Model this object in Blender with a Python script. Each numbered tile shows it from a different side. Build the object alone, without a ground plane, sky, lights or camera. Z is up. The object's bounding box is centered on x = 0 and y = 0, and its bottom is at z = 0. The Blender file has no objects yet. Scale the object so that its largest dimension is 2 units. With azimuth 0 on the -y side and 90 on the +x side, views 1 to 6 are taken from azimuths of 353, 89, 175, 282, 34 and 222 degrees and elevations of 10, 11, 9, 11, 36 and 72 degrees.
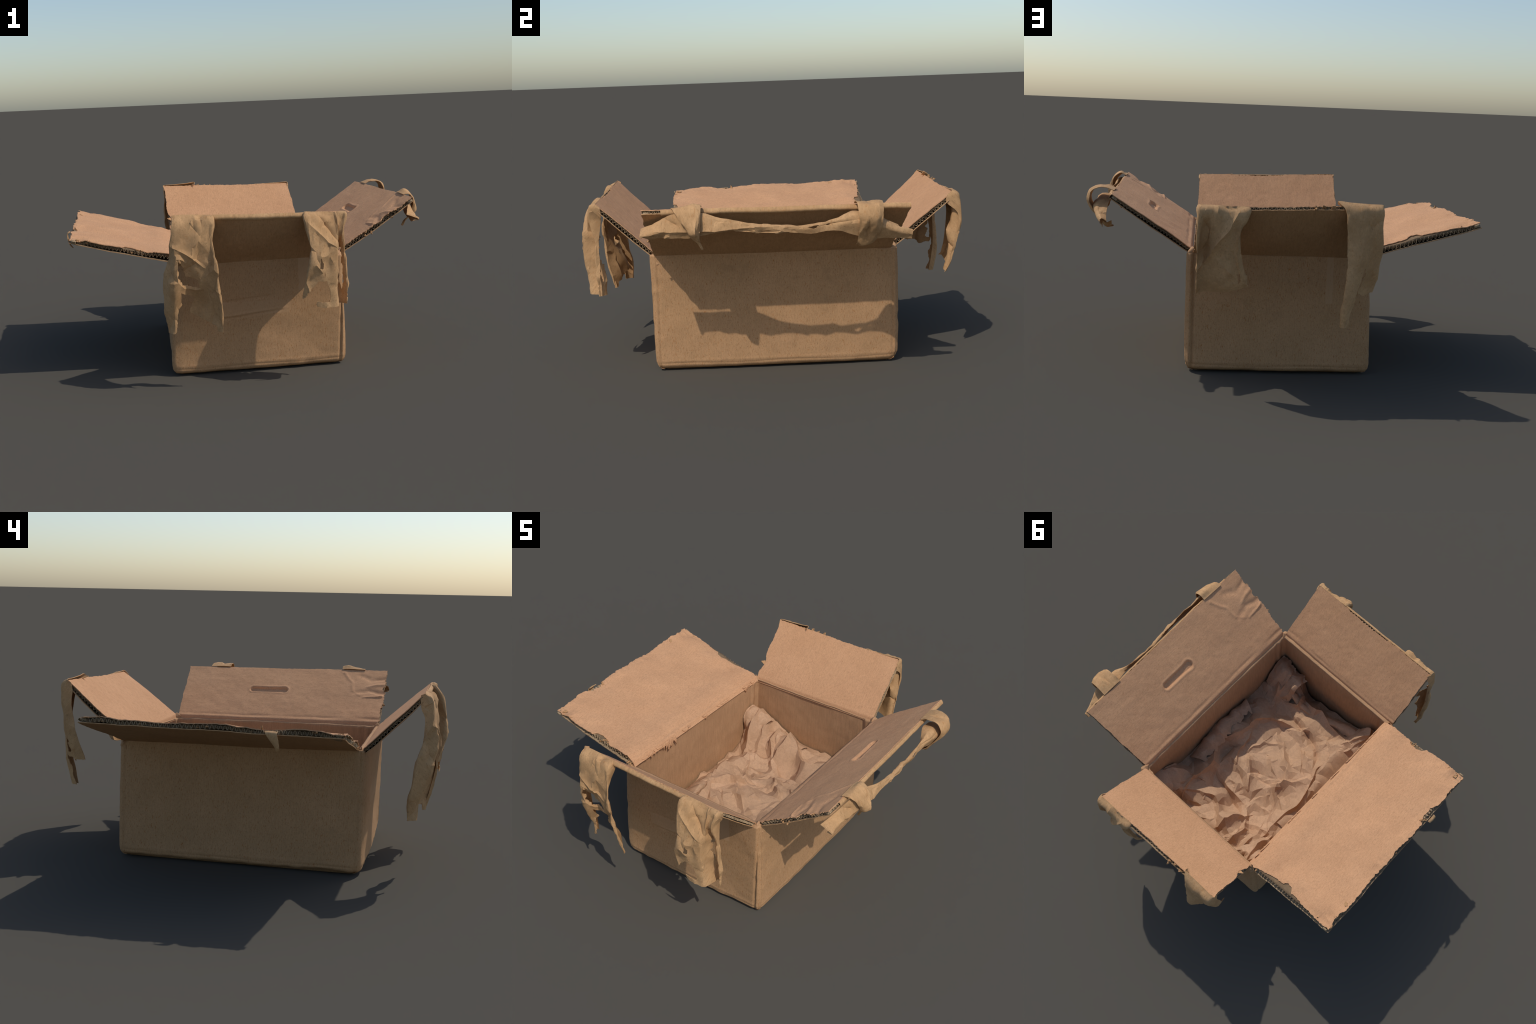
import bpy, math, random
import numpy as np
from mathutils import Matrix, Vector
from mathutils.geometry import delaunay_2d_cdt

rng = np.random.default_rng(11)

# ------------------------------------------------------------------ noise
def _hash(ix, iy, iz, seed):
    h = (ix * 374761393 + iy * 668265263 + iz * 2147483647 + seed * 1274126177) & 0xFFFFFFFF
    h = ((h ^ (h >> 13)) * 1274126177) & 0xFFFFFFFF
    h = h ^ (h >> 16)
    return (h & 0xFFFFFF) / float(0xFFFFFF) * 2 - 1

def vnoise(P, seed=0):
    """smooth lattice noise, P (...,3) -> (...) in -1..1"""
    P = np.asarray(P, float)
    i = np.floor(P).astype(np.int64)
    f = P - i
    f = f * f * (3 - 2 * f)
    out = 0
    for dx in (0, 1):
        for dy in (0, 1):
            for dz in (0, 1):
                w = (f[..., 0] if dx else 1 - f[..., 0]) * (f[..., 1] if dy else 1 - f[..., 1]) * (f[..., 2] if dz else 1 - f[..., 2])
                out = out + w * _hash(i[..., 0] + dx, i[..., 1] + dy, i[..., 2] + dz, seed)
    return out

def fbm(P, octaves=3, seed=0):
    P = np.asarray(P, float)
    a, s, o = 1.0, 1.0, 0
    for k in range(octaves):
        o = o + a * vnoise(P * s + 13.7 * k, seed + k)
        a *= 0.5
        s *= 2.03
    return o

def n1(x, freq, seed, octaves=3):
    x = np.asarray(x, float)
    return fbm(np.stack([x * freq, 0 * x + seed * 3.17, 0 * x], -1), octaves, seed)

def smooth(a, b, x):
    t = np.clip((x - a) / (b - a), 0, 1)
    return t * t * (3 - 2 * t)

def bump1(x, c, w):
    return np.exp(-((x - c) / w) ** 2)

def seg_dist(X, Y, pts):
    """distance to a polyline, and the signed side and run along it"""
    best = np.full(np.shape(X), 1e9)
    run = np.zeros(np.shape(X))
    side = np.zeros(np.shape(X))
    L = 0
    tot = sum(math.dist(p, q) for p, q in zip(pts[:-1], pts[1:]))
    for p, q in zip(pts[:-1], pts[1:]):
        dx, dy = q[0] - p[0], q[1] - p[1]
        l = math.hypot(dx, dy)
        t = np.clip(((X - p[0]) * dx + (Y - p[1]) * dy) / l ** 2, 0, 1)
        d = np.hypot(X - p[0] - t * dx, Y - p[1] - t * dy)
        s = np.sign((X - p[0]) * dy - (Y - p[1]) * dx)
        m = d < best
        best = np.where(m, d, best)
        run = np.where(m, (L + t * l) / tot, run)
        side = np.where(m, s, side)
        L += l
    return best, run, side

def in_poly(X, Y, poly):
    inside = np.zeros(np.shape(X), bool)
    n = len(poly)
    for i in range(n):
        x1, y1 = poly[i]
        x2, y2 = poly[(i + 1) % n]
        c = ((y1 > Y) != (y2 > Y)) & (X < (x2 - x1) * (Y - y1) / (y2 - y1 + 1e-12) + x1)
        inside ^= c
    return inside

# ------------------------------------------------------------------ materials
def kraft(name, base, dark, light, grain=(60, 60, 8), fleck=(0.30, 0.15, 0.06), fleck_amount=0.5,
          smudge=0.25, rough=0.9, bump=0.15, crinkle=0.0):
    m = bpy.data.materials.new(name)
    m.use_nodes = True
    nt = m.node_tree
    N, Lk = nt.nodes, nt.links
    b = N["Principled BSDF"]
    b.inputs["Roughness"].default_value = rough
    b.inputs["Specular IOR Level"].default_value = 0.18
    tc = N.new("ShaderNodeTexCoord")

    def mapped(scale):
        mp = N.new("ShaderNodeMapping")
        mp.inputs["Scale"].default_value = scale
        Lk.new(tc.outputs["Object"], mp.inputs["Vector"])
        return mp.outputs["Vector"]

    def noise(vec, scale, detail=3, rough_=0.6):
        t = N.new("ShaderNodeTexNoise")
        t.inputs["Scale"].default_value = scale
        t.inputs["Detail"].default_value = detail
        t.inputs["Roughness"].default_value = rough_
        Lk.new(vec, t.inputs["Vector"])
        return t.outputs["Fac"]

    def ramp(fac, a, b_):
        r = N.new("ShaderNodeMapRange")
        r.inputs["From Min"].default_value = a
        r.inputs["From Max"].default_value = b_
        r.clamp = True
        Lk.new(fac, r.inputs["Value"])
        return r.outputs["Result"]

    def times(f, k):
        q = N.new("ShaderNodeMath")
        q.operation = "MULTIPLY"
        Lk.new(f, q.inputs[0])
        q.inputs[1].default_value = k
        return q.outputs[0]

    def mix(fac, c1, c2, kind="MIX"):
        x = N.new("ShaderNodeMix")
        x.data_type = "RGBA"
        x.blend_type = kind
        Lk.new(fac, x.inputs["Factor"])
        for c, s in ((c1, 6), (c2, 7)):
            if isinstance(c, tuple):
                x.inputs[s].default_value = (*c, 1)
            else:
                Lk.new(c, x.inputs[s])
        return x.outputs[2]

    g = mapped(grain)
    big = noise(tc.outputs["Object"], 4.5, 4)
    col = mix(ramp(big, 0.35, 0.65), dark, light)
    col = mix(times(ramp(noise(tc.outputs["Object"], 13, 5), 0.3, 0.7), 0.5), col, base)
    fib = noise(g, 1.0, 5, 0.7)
    col = mix(times(ramp(fib, 0.48, 0.62), 0.35), col, tuple(0.78 * v for v in base))
    col = mix(times(ramp(fib, 0.5, 0.38), 0.35), col, tuple(min(1, 1.16 * v) for v in base))
    ln = noise(mapped(tuple(v if v > 60 else 0.12 * v for v in grain)), 1.0, 2, 0.5)
    col = mix(times(ramp(ln, 0.47, 0.62), 0.18), col, tuple(0.80 * v for v in base))
    # short fibre flecks, sparse, along the grain of the paper
    fl = noise(mapped(tuple(1.25 * v for v in grain)), 1.0, 3, 0.65)
    col = mix(times(ramp(fl, 0.59, 0.67), fleck_amount), col, fleck)
    fl2 = noise(mapped(tuple(1.6 * v for v in grain)), 1.3, 2, 0.5)
    col = mix(times(ramp(fl2, 0.63, 0.70), fleck_amount * 0.8), col, tuple(0.45 * v for v in dark))
    sp = noise(tc.outputs["Object"], 150, 2, 0.6)
    col = mix(times(ramp(sp, 0.54, 0.70), 0.5), col, tuple(0.70 * v for v in base))
    # handling smudges
    sm = noise(tc.outputs["Object"], 7.0, 6, 0.7)
    col = mix(times(ramp(sm, 0.58, 0.75), smudge), col, tuple(0.62 * v for v in dark))
    Lk.new(col, b.inputs["Base Color"])
    bn = N.new("ShaderNodeBump")
    bn.inputs["Strength"].default_value = bump
    bn.inputs["Distance"].default_value = 0.004
    hs = N.new("ShaderNodeMath")
    hs.operation = "MULTIPLY_ADD"
    hs.inputs[1].default_value = 0.9
    Lk.new(ln, hs.inputs[0])
    Lk.new(fib, hs.inputs[2])
    Lk.new(hs.outputs[0], bn.inputs["Height"])
    last = bn
    if crinkle:
        v = N.new("ShaderNodeTexVoronoi")
        v.feature = "DISTANCE_TO_EDGE"
        v.inputs["Scale"].default_value = 26
        wv = N.new("ShaderNodeTexNoise")
        wv.inputs["Scale"].default_value = 9
        Lk.new(tc.outputs["Object"], wv.inputs["Vector"])
        ad = N.new("ShaderNodeVectorMath")
        ad.operation = "MULTIPLY_ADD"
        ad.inputs[1].default_value = (0.12, 0.12, 0.12)
        Lk.new(wv.outputs["Color"], ad.inputs[0])
        Lk.new(tc.outputs["Object"], ad.inputs[2])
        Lk.new(ad.outputs[0], v.inputs["Vector"])
        b2 = N.new("ShaderNodeBump")
        b2.inputs["Strength"].default_value = crinkle
        b2.inputs["Distance"].default_value = 0.006
        Lk.new(v.outputs["Distance"], b2.inputs["Height"])
        Lk.new(bn.outputs["Normal"], b2.inputs["Normal"])
        last = b2
    Lk.new(last.outputs["Normal"], b.inputs["Normal"])
    return m

OUT = (0.475, 0.270, 0.130)
INN = (0.585, 0.318, 0.165)
M_wall = kraft("kraft_outside", OUT, (0.44, 0.25, 0.12), (0.51, 0.29, 0.145), (175, 175, 48), (0.34, 0.13, 0.035), 0.85, 0.4)
def residue(m, boxes, tint):
    """paler, smoother places where tape once stuck: a mask by position in the nodes"""
    nt = m.node_tree
    N, Lk = nt.nodes, nt.links
    b = N["Principled BSDF"]
    src = b.inputs["Base Color"].links[0].from_socket
    tc = N.new("ShaderNodeTexCoord")
    nz = N.new("ShaderNodeTexNoise")
    nz.inputs["Scale"].default_value = 30
    Lk.new(tc.outputs["Object"], nz.inputs["Vector"])
    ad = N.new("ShaderNodeVectorMath")
    ad.operation = "MULTIPLY_ADD"
    ad.inputs[1].default_value = (0.012, 0.0, 0.012)
    Lk.new(nz.outputs["Color"], ad.inputs[0])
    Lk.new(tc.outputs["Object"], ad.inputs[2])
    sx = N.new("ShaderNodeSeparateXYZ")
    Lk.new(ad.outputs[0], sx.inputs[0])
    for (x0, x1, z0, z1, side), k in boxes:
        fac = None
        for out, lo, hi in (("X", x0, x1), ("Z", z0, z1), ("Y", *((0.5, 9) if side > 0 else (-9, -0.5)))):
            for edge_, sign in ((lo, 1), (hi, -1)):
                r = N.new("ShaderNodeMapRange")
                r.inputs["From Min"].default_value = edge_ - 0.002 * sign
                r.inputs["From Max"].default_value = edge_ + 0.002 * sign
                Lk.new(sx.outputs[out], r.inputs["Value"])
                if fac is None:
                    fac = r.outputs["Result"]
                else:
                    q = N.new("ShaderNodeMath")
                    q.operation = "MULTIPLY"
                    Lk.new(fac, q.inputs[0])
                    Lk.new(r.outputs["Result"], q.inputs[1])
                    fac = q.outputs[0]
        q = N.new("ShaderNodeMath")
        q.operation = "MULTIPLY"
        q.inputs[1].default_value = k
        Lk.new(fac, q.inputs[0])
        x = N.new("ShaderNodeMix")
        x.data_type = "RGBA"
        Lk.new(q.outputs[0], x.inputs["Factor"])
        Lk.new(src, x.inputs[6])
        x.inputs[7].default_value = (*tint, 1)
        src = x.outputs[2]
    Lk.new(src, b.inputs["Base Color"])
residue(M_wall, [((-0.240, -0.205, 0.375, 0.62, 1), 0.65), ((0.240, 0.300, 0.440, 0.62, -1), 0.65), ((-0.245, 0.19, 0.322, 0.395, -1), 0.35)], (0.50, 0.305, 0.165))
M_wall_in = kraft("kraft_inside_wall", (0.47, 0.27, 0.14), (0.43, 0.245, 0.125), (0.51, 0.295, 0.155), (110, 110, 12), (0.33, 0.16, 0.07), 0.15, 0.12)
M_flap_in_perp = kraft("kraft_inside_flap", (0.58, 0.312, 0.160), (0.545, 0.290, 0.146), (0.62, 0.338, 0.176), (160, 55, 160), (0.36, 0.16, 0.075), 0.5, 0.2)
M_flap_in_along = kraft("kraft_inside_long_flap", INN, (0.55, 0.295, 0.152), (0.625, 0.345, 0.182), (55, 160, 160), (0.36, 0.16, 0.075), 0.5, 0.2)
M_flap_out = kraft("kraft_outside_flap", OUT, (0.43, 0.24, 0.11), (0.50, 0.285, 0.138), (110, 30, 110), (0.32, 0.14, 0.05), 0.4, 0.2)
M_tape = kraft("gummed_paper_tape", (0.535, 0.312, 0.148), (0.40, 0.225, 0.10), (0.60, 0.362, 0.178), (70, 70, 18), (0.42, 0.19, 0.065), 0.45, 0.55, 0.85, 0.15, 0.0)
M_paper = kraft("packing_paper", (0.515, 0.318, 0.190), (0.47, 0.285, 0.165), (0.56, 0.350, 0.215), (50, 50, 50), (0.42, 0.24, 0.14), 0.2, 0.12, 0.8, 0.08, 0.06)

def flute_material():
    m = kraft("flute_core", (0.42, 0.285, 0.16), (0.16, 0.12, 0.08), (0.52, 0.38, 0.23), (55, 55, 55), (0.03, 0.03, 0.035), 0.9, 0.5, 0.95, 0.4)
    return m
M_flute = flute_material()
M_hollow = kraft("hollow_dark", (0.24, 0.155, 0.085), (0.12, 0.085, 0.055), (0.30, 0.195, 0.105), (60, 60, 60), (0.3, 0.22, 0.14), 0.5, 0.2, 0.95, 0.3)  # dark brown puts the shade of the hollow board into the colour

# ------------------------------------------------------------------ mesh helpers
def new_obj(name, verts, faces, mats, parent=None, smooth_=True, mat_ids=None):
    me = bpy.data.meshes.new(name)
    me.from_pydata([tuple(map(float, v)) for v in verts], [], [tuple(map(int, f)) for f in faces])
    me.update()
    for m in (mats if isinstance(mats, (list, tuple)) else [mats]):
        me.materials.append(m)
    if mat_ids is not None:
        me.polygons.foreach_set("material_index", np.asarray(mat_ids, np.int32))
    if smooth_:
        me.polygons.foreach_set("use_smooth", np.ones(len(me.polygons), bool))
    ob = bpy.data.objects.new(name, me)
    bpy.context.scene.collection.objects.link(ob)
    if parent is not None:
        ob.parent = parent
    return ob

def grid_faces(nu, nv, off=0, flip=False):
    i = np.arange(nu - 1)[:, None] * nv + np.arange(nv - 1)[None, :]
    a = i.ravel() + off
    q = np.stack([a, a + nv, a + nv + 1, a + 1], 1)
    return q[:, ::-1] if flip else q

def shell(P, thick, keep=None, down=None):
    """closed thin solid from a grid of points P (nu,nv,3); keep masks faces"""
    nu, nv, _ = P.shape
    du = np.gradient(P, axis=0)
    dv = np.gradient(P, axis=1)
    Nn = np.cross(du, dv)
    Nn /= np.linalg.norm(Nn, axis=-1, keepdims=True) + 1e-12
    if down is not None:
        Nn = np.broadcast_to(np.asarray(down, float), P.shape)
    top = P.reshape(-1, 3)
    bot = (P - Nn * thick).reshape(-1, 3)
    V = np.concatenate([top, bot])
    n = nu * nv
    f = grid_faces(nu, nv)
    if keep is not None:
        f = f[keep.ravel()]
    # boundary edges get rim faces
    e = np.concatenate([f[:, [0, 1]], f[:, [1, 2]], f[:, [2, 3]], f[:, [3, 0]]])
    key = {}
    for a, b in e:
        k = (a, b) if a < b else (b, a)
        key[k] = None if k in key else (a, b)
    rim = [(b, a, a + n, b + n) for v in key.values() if v is not None for a, b in [v]]
    F = np.concatenate([f, f[:, ::-1] + n, np.array(rim)])
    used = np.unique(F)
    remap = np.full(2 * n, -1)
    remap[used] = np.arange(len(used))
    ids = np.concatenate([np.zeros(len(f)), np.ones(len(f)), 2 * np.ones(len(rim))]).astype(int)
    return V[used], remap[F], ids

def crease(ob, faces, angle):
    """collapse a fine sheet to flat panels that meet in straight creases"""
    m = ob.modifiers.new("panels", "DECIMATE")
    m.decimate_type = "COLLAPSE"
    n = sum(len(p.vertices) - 2 for p in ob.data.polygons)
    m.ratio = min(1.0, faces / n)
    dg = bpy.context.evaluated_depsgraph_get()
    me = bpy.data.meshes.new_from_object(ob.evaluated_get(dg))
    me.name = ob.data.name
    ob.modifiers.clear()
    ob.data = me
    me.polygons.foreach_set("use_smooth", np.ones(len(me.polygons), bool))
    me.set_sharp_from_angle(angle=math.radians(angle))

def catmull(cp, n):
    """resample control points (k,...) to n with a Catmull-Rom spline"""
    cp = np.asarray(cp, float)
    k = len(cp)
    ext = np.concatenate([2 * cp[:1] - cp[1:2], cp, 2 * cp[-1:] - cp[-2:-1]])
    t = np.linspace(0, k - 1, n)
    i = np.minimum(np.floor(t).astype(int), k - 2)
    f = (t - i).reshape((-1,) + (1,) * (cp.ndim - 1))
    p0, p1, p2, p3 = ext[i], ext[i + 1], ext[i + 2], ext[i + 3]
    return 0.5 * (2 * p1 + (p2 - p0) * f + (2 * p0 - 5 * p1 + 4 * p2 - p3) * f ** 2 + (3 * p1 - p0 - 3 * p2 + p3) * f ** 3)

def crumple(P, amp, scale, seed):
    """sharp random folds: ridged noise in three sizes"""
    o = 0
    for k, (s, a) in enumerate(((1, 1), (2.1, 0.5), (4.3, 0.22))):
        W = P * scale * s + 0.35 * np.stack([vnoise(P * scale * s * 0.7, seed + 50 + k + j * 7) for j in range(3)], -1)
        o = o + a * (0.55 - 2.0 * np.abs(vnoise(W, seed + k)))
    return amp * o

# ------------------------------------------------------------------ the box
box = bpy.data.objects.new("cardboard_box", None)
bpy.context.scene.collection.objects.link(box)
box["label"] = "worn open brown cardboard box with torn paper tape"
box["category"] = "cardboard box"

# four corners of the outside, bottom and top, going round A(+x,-y) B(+x,+y) C(-x,+y) D(-x,-y)
BOT = np.array([(0.487, -0.626), (0.489, 0.631), (-0.455, 0.633), (-0.472, -0.626)])
TOP = np.array([(0.484, -0.620), (0.488, 0.630), (-0.428, 0.625), (-0.440, -0.620)])
ZTOP = np.array([0.612, 0.604, 0.610, 0.616])
WALL_T = 0.036
NS = 110          # samples along one wall
RAD = 0.019

def perimeter(c, inset, rad):
    """rounded quadrilateral; returns points, outward normals and wall index; each wall
    runs from the middle of one rounded corner to the middle of the next"""
    c = np.asarray(c, float)
    pts, nor, lab, run = [], [], [], []
    d = [(c[(i + 1) % 4] - c[i]) / np.linalg.norm(c[(i + 1) % 4] - c[i]) for i in range(4)]
    nn = [np.array([v[1], -v[0]]) for v in d]
    # inset corners
    ci = []
    for i in range(4):
        a, b = nn[i - 1], nn[i]
        ci.append(c[i] - inset * (a + b) / (1 + a @ b))
    for i in range(4):
        p, q = ci[i], ci[(i + 1) % 4]
        l = np.linalg.norm(q - p)
        am, ap = nn[i - 1] + nn[i], nn[i] + nn[(i + 1) % 4]
        am, ap = am / np.linalg.norm(am), ap / np.linalg.norm(ap)
        u = (1 - np.cos(np.linspace(0, math.pi, NS + 1))) / 2 * 0.35 + np.linspace(0, 1, NS + 1) * 0.65
        for k in range(NS):
            s = u[k] * l
            arc = rad * math.pi / 4
            if s < arc:
                t = s / arc
                n = am * (1 - t) + nn[i] * t
                n /= np.linalg.norm(n)
                cen = p + rad * d[i] - rad * nn[i]
                pts.append(cen + rad * n)
            elif l - s < arc:
                t = (l - s) / arc
                n = ap * (1 - t) + nn[i] * t
                n /= np.linalg.norm(n)
                cen = q - rad * d[i] - rad * nn[i]
                pts.append(cen + rad * n)
            else:
                n = nn[i]
                pts.append(p + d[i] * s)
            nor.append(n)
            lab.append(i)
            run.append(s)
    return np.array(pts), np.array(nor), np.array(lab), np.array(run)

def build_body():
    rings = []
    NZ = 90
    zs = np.linspace(0, 1, NZ)
    # outside going up: wall i label: 0 = +x (A-B), 1 = back (B-C), 2 = -x (C-D), 3 = front (D-A)
    def ring(t, inset, rad):
        c = BOT * (1 - t) + TOP * t
        return perimeter(c, inset, rad)
    lab = ring(0, 0, RAD)[2]
    run = ring(0, 0, RAD)[3]
    npz = len(lab)
    ztop = np.zeros(npz)
    for i in range(4):
        m = lab == i
        f = run[m] / run[m].max()
        ztop[m] = ZTOP[i] * (1 - f) + ZTOP[(i + 1) % 4] * f
    ztop = ztop + 0.003 * n1(np.arange(npz) / npz, 60, 4)
    wl = np.array([np.linalg.norm(BOT[(i + 1) % 4] - BOT[i]) for i in range(4)])
    kinds = []
    # bottom, from inside out, then the wall
    for ins in (0.30, 0.12, 0.04):
        p, n, _, _ = ring(0, ins, RAD)
        z = 0.001 + 0.0 * p[:, 0]
        rings.append(np.column_stack([p, z]))
        kinds.append(0)
    for k, t in enumerate(np.concatenate([[0.0, 0.003, 0.008, 0.014, 0.022, 0.030], np.linspace(0.040, 0.1, 16)[:-1], np.linspace(0.1, 1, NZ)])):
        p, n, lab_, run_ = ring(t, 0, RAD)
        # rounded bottom edge
        rb = 0.030
        h = t * 0.6
        off = -rb * (1 - math.sqrt(max(0, 1 - (1 - min(h, rb) / rb) ** 2))) if h < rb else 0.0
        Q = np.column_stack([p, np.full(npz, h)])
        low = 0.0045 * fbm(Q * 3.1, 3, 21) + 0.0012 * fbm(Q * 17, 2, 22)
        # walls bow a little in the middle
        f = run_ / wl[lab_]
        belly = np.sin(math.pi * np.clip(f, 0, 1)) * math.sin(math.pi * t)
        disp = off + low + np.where(lab_ == 1, 0.014 * np.sin(math.pi * np.clip(f, 0, 1)) * (1 - 0.5 * t), np.where(lab_ == 3, (0.007 * smooth(0.15, 0.6, t) + 0.0045 + 0.007 * np.sin(math.pi * np.clip(f, 0, 1)) * (1 - t)) * smooth(0.0, 0.06, f) * smooth(1.0, 0.955, f), np.where(lab_ == 0, 0.008 * np.sin(math.pi * np.clip(f, 0, 1)) * (1 - t) + 0.001 * belly, 0.002 * belly)))
        dA = np.where((lab_ == 3), wl[3] - run_, np.where(lab_ == 1, run_, 9))     # to the +x corners on the short walls
        groove = -0.011 * bump1(dA, 0.036, 0.0055) + 0.0045 * bump1(dA, 0.020, 0.010)
        groove = groove - 0.004 * smooth(0.046, 0.038, dA) * 0
        disp = disp + groove * (1 - 0.6 * smooth(0.05, 0.0, h))
        dX = np.minimum(run_, wl[0] - run_)
        disp = disp + np.where(lab_ == 0, -0.007 * bump1(dX, 0.026, 0.0035) + 0.003 * bump1(dX, 0.014, 0.006), 0)
        dY = np.minimum(run_, wl[2] - run_)
        disp = disp + np.where(lab_ == 2, -0.005 * bump1(dY, 0.030, 0.004), 0)
        disp = disp + (-0.0016 * bump1(h, 0.030 + 0.003 * np.sin(run_ * 11 + lab_), 0.005) + 0.001 * bump1(h, 0.046, 0.008)) * smooth(0.0, 0.05, np.minimum(run_, wl[lab_] - run_))
        # crushed creases on the front wall
        xf = p[:, 0]
        if True:
            cr = 0.004 * np.exp(-((h - (0.318 + 0.02 * np.sin(xf * 5))) / 0.006) ** 2) * smooth(-0.25, -0.1, xf) * smooth(0.22, 0.0, xf)
            cr = cr - 0.006 * np.exp(-((h - (0.309 + 0.02 * np.sin(xf * 5))) / 0.005) ** 2) * smooth(-0.28, -0.15, xf) * smooth(0.18, 0.05, xf)
            cr = cr - 0.005 * np.exp(-((h - (0.395 + 0.012 * np.sin(xf * 7))) / 0.005) ** 2) * smooth(-0.3, -0.2, xf) * smooth(0.15, 0.0, xf)
            disp = disp + np.where(lab_ == 3, cr, 0)
        # dent on the -x wall and scuffed bottom corners
        disp = disp - np.where(lab_ == 2, 0.010 * np.exp(-((p[:, 1] - 0.345) / 0.012) ** 2 - ((h - 0.475) / 0.022) ** 2), 0)
        scuff = smooth(0.05, 0.0, h) * (0.5 + 0.5 * n1(np.arange(npz) / npz, 90, 8))
        corner = np.minimum(run_, wl[lab_] - run_)
        disp = disp - 0.006 * scuff - 0.010 * smooth(0.09, 0.0, h) * smooth(0.06, 0.0, corner) * (0.6 + 0.4 * n1(np.arange(npz) / npz, 40, 12))
        dent = np.maximum(0, fbm(Q * 9 + 31, 2, 37) - 0.45) * smooth(0.07, 0.01, corner)
        disp = disp - 0.012 * dent
        z = 0.007 + h / 0.6 * (ztop - 0.007)
        z = z + smooth(0.03, 0, h) * np.abs(n1(np.arange(npz) / npz, 30, 9)) * np.where(lab_ == 2, 0.016, 0.004)
        rings.append(np.column_stack([p + n * disp[:, None], z]))
        kinds.append(1)
    # rim and inside, going down
    for ins, dz in ((0.004, 0.004), (0.012, 0.006), (0.026, 0.006), (0.032, 0.003)):
        p, n, _, _ = ring(1, ins, RAD)
        rings.append(np.column_stack([p, ztop + dz]))
        kinds.append(2)
    for t in np.linspace(1, 0.045, 50):
        p, n, lab_, run_ = ring(t, WALL_T, 0.012)
        Q = np.column_stack([p, np.full(npz, t * 0.6)])
        d = 0.004 * fbm(Q * 3.3, 3, 41) + 0.001 * fbm(Q * 20, 2, 42)
        dC = np.minimum(run_, wl[lab_] - run_)
        d = d + np.where((lab_ == 1) | (lab_ == 3), 0.013 * smooth(0.0, 0.06, dC), 0)
        d = d - 0.007 * bump1(dC, 0.040, 0.012) + 0.004 * bump1(dC, 0.062, 0.006)       # folded joint beside each inner corner
        rings.append(np.column_stack([p + n * d[:, None], t * ztop]))
        kinds.append(3)
    for ins in (0.05, 0.13, 0.30):
        p, n, _, _ = ring(0, ins, 0.005)
        rings.append(np.column_stack([p, np.full(npz, 0.024)]))
        kinds.append(4)
    R = np.array(rings)                      # (nr, np, 3)
    nr = len(R)
    V = R.reshape(-1, 3)
    F, wall_id, kind = [], [], []
    for r in range(nr - 1):
        a = r * npz + np.arange(npz)
        b = r * npz + (np.arange(npz) + 1) % npz
        F.append(np.stack([a, b, b + npz, a + npz], 1))
        wall_id.append(lab)
        kind.append(np.full(npz, max(kinds[r], kinds[r + 1]) if kinds[r] != 0 else kinds[r]))
    F = np.concatenate(F)
    wall_id = np.concatenate(wall_id)
    kind = np.concatenate(kind)
    # caps of bottom and floor: fans over the smallest ring
    nV = len(V)
    V = np.concatenate([V, [[0, 0, 0.0], [0, 0, 0.026]]])
    first = np.arange(npz)
    last = (nr - 1) * npz + np.arange(npz)
    caps = [(b, a, nV) for a, b in zip(first, np.roll(first, -1))] + [(a, b, nV + 1) for a, b in zip(last, np.roll(last, -1))]
    me = bpy.data.meshes.new("whole_body")
    me.from_pydata(V.tolist(), [], F.tolist() + caps)
    me.update()
    nrm = np.zeros(len(V) * 3)
    me.vertex_normals.foreach_get("vector", nrm)
    nrm = nrm.reshape(-1, 3)
    bpy.data.meshes.remove(me)

    def region(name, mask, extra=()):
        f = F[mask]
        polys = f.tolist() + list(extra)
        used = sorted({v for q in polys for v in q})
        mp = {v: i for i, v in enumerate(used)}
        km = kind[mask]
        ids = [0 if k_ in (0, 1) else 1 for k_ in km] + [1] * len(extra)
        ob = new_obj(name, V[used], [[mp[v] for v in q] for q in polys], [M_wall, M_wall_in], box, True, ids)
        ob.data.normals_split_custom_set_from_vertices([tuple(nrm[v]) for v in used])
        return ob
    for i in range(4):
        region("wall", (wall_id == i) & np.isin(kind, (1, 2, 3)))
    region("bottom", np.isin(kind, (0, 4)), caps)

build_body()

# ------------------------------------------------------------------ flaps
T = 0.024   # thickness of the board

class Flap:
    def __init__(self, h0, h1, o0, o1, up):
        h0, h1, o0, o1 = (np.array(p, float) for p in (h0, h1, o0, o1))
        self.org = (h0 + h1) / 2
        Y = (o0 + o1) / 2 - self.org
        X = h1 - h0
        X /= np.linalg.norm(X)
        Y -= (Y @ X) * X
        Y /= np.linalg.norm(Y)
        Z = np.cross(X, Y)
        assert Z @ np.array(up) > 0
        self.R = np.stack([X, Y, Z], 1)
        self.c = [(p - self.org) @ self.R for p in (h0, h1, o0, o1)]
        self.M = Matrix([list(self.R[i]) + [self.org[i]] for i in range(3)] + [[0, 0, 0, 1]])

    def local(self, P):
        return (np.asarray(P) - self.org) @ self.R

    def surf(self, u, v, z0, relief):
        h0, h1, o0, o1 = self.c
        u, v = u[..., None], v[..., None]
        P = (h0 * (1 - u) + h1 * u) * (1 - v) + (o0 * (1 - u) + o1 * u) * v
        P = P.copy()
        P[..., 2] += z0 + relief(P[..., 0], P[..., 1], u[..., 0], v[..., 0])
        return P

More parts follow.
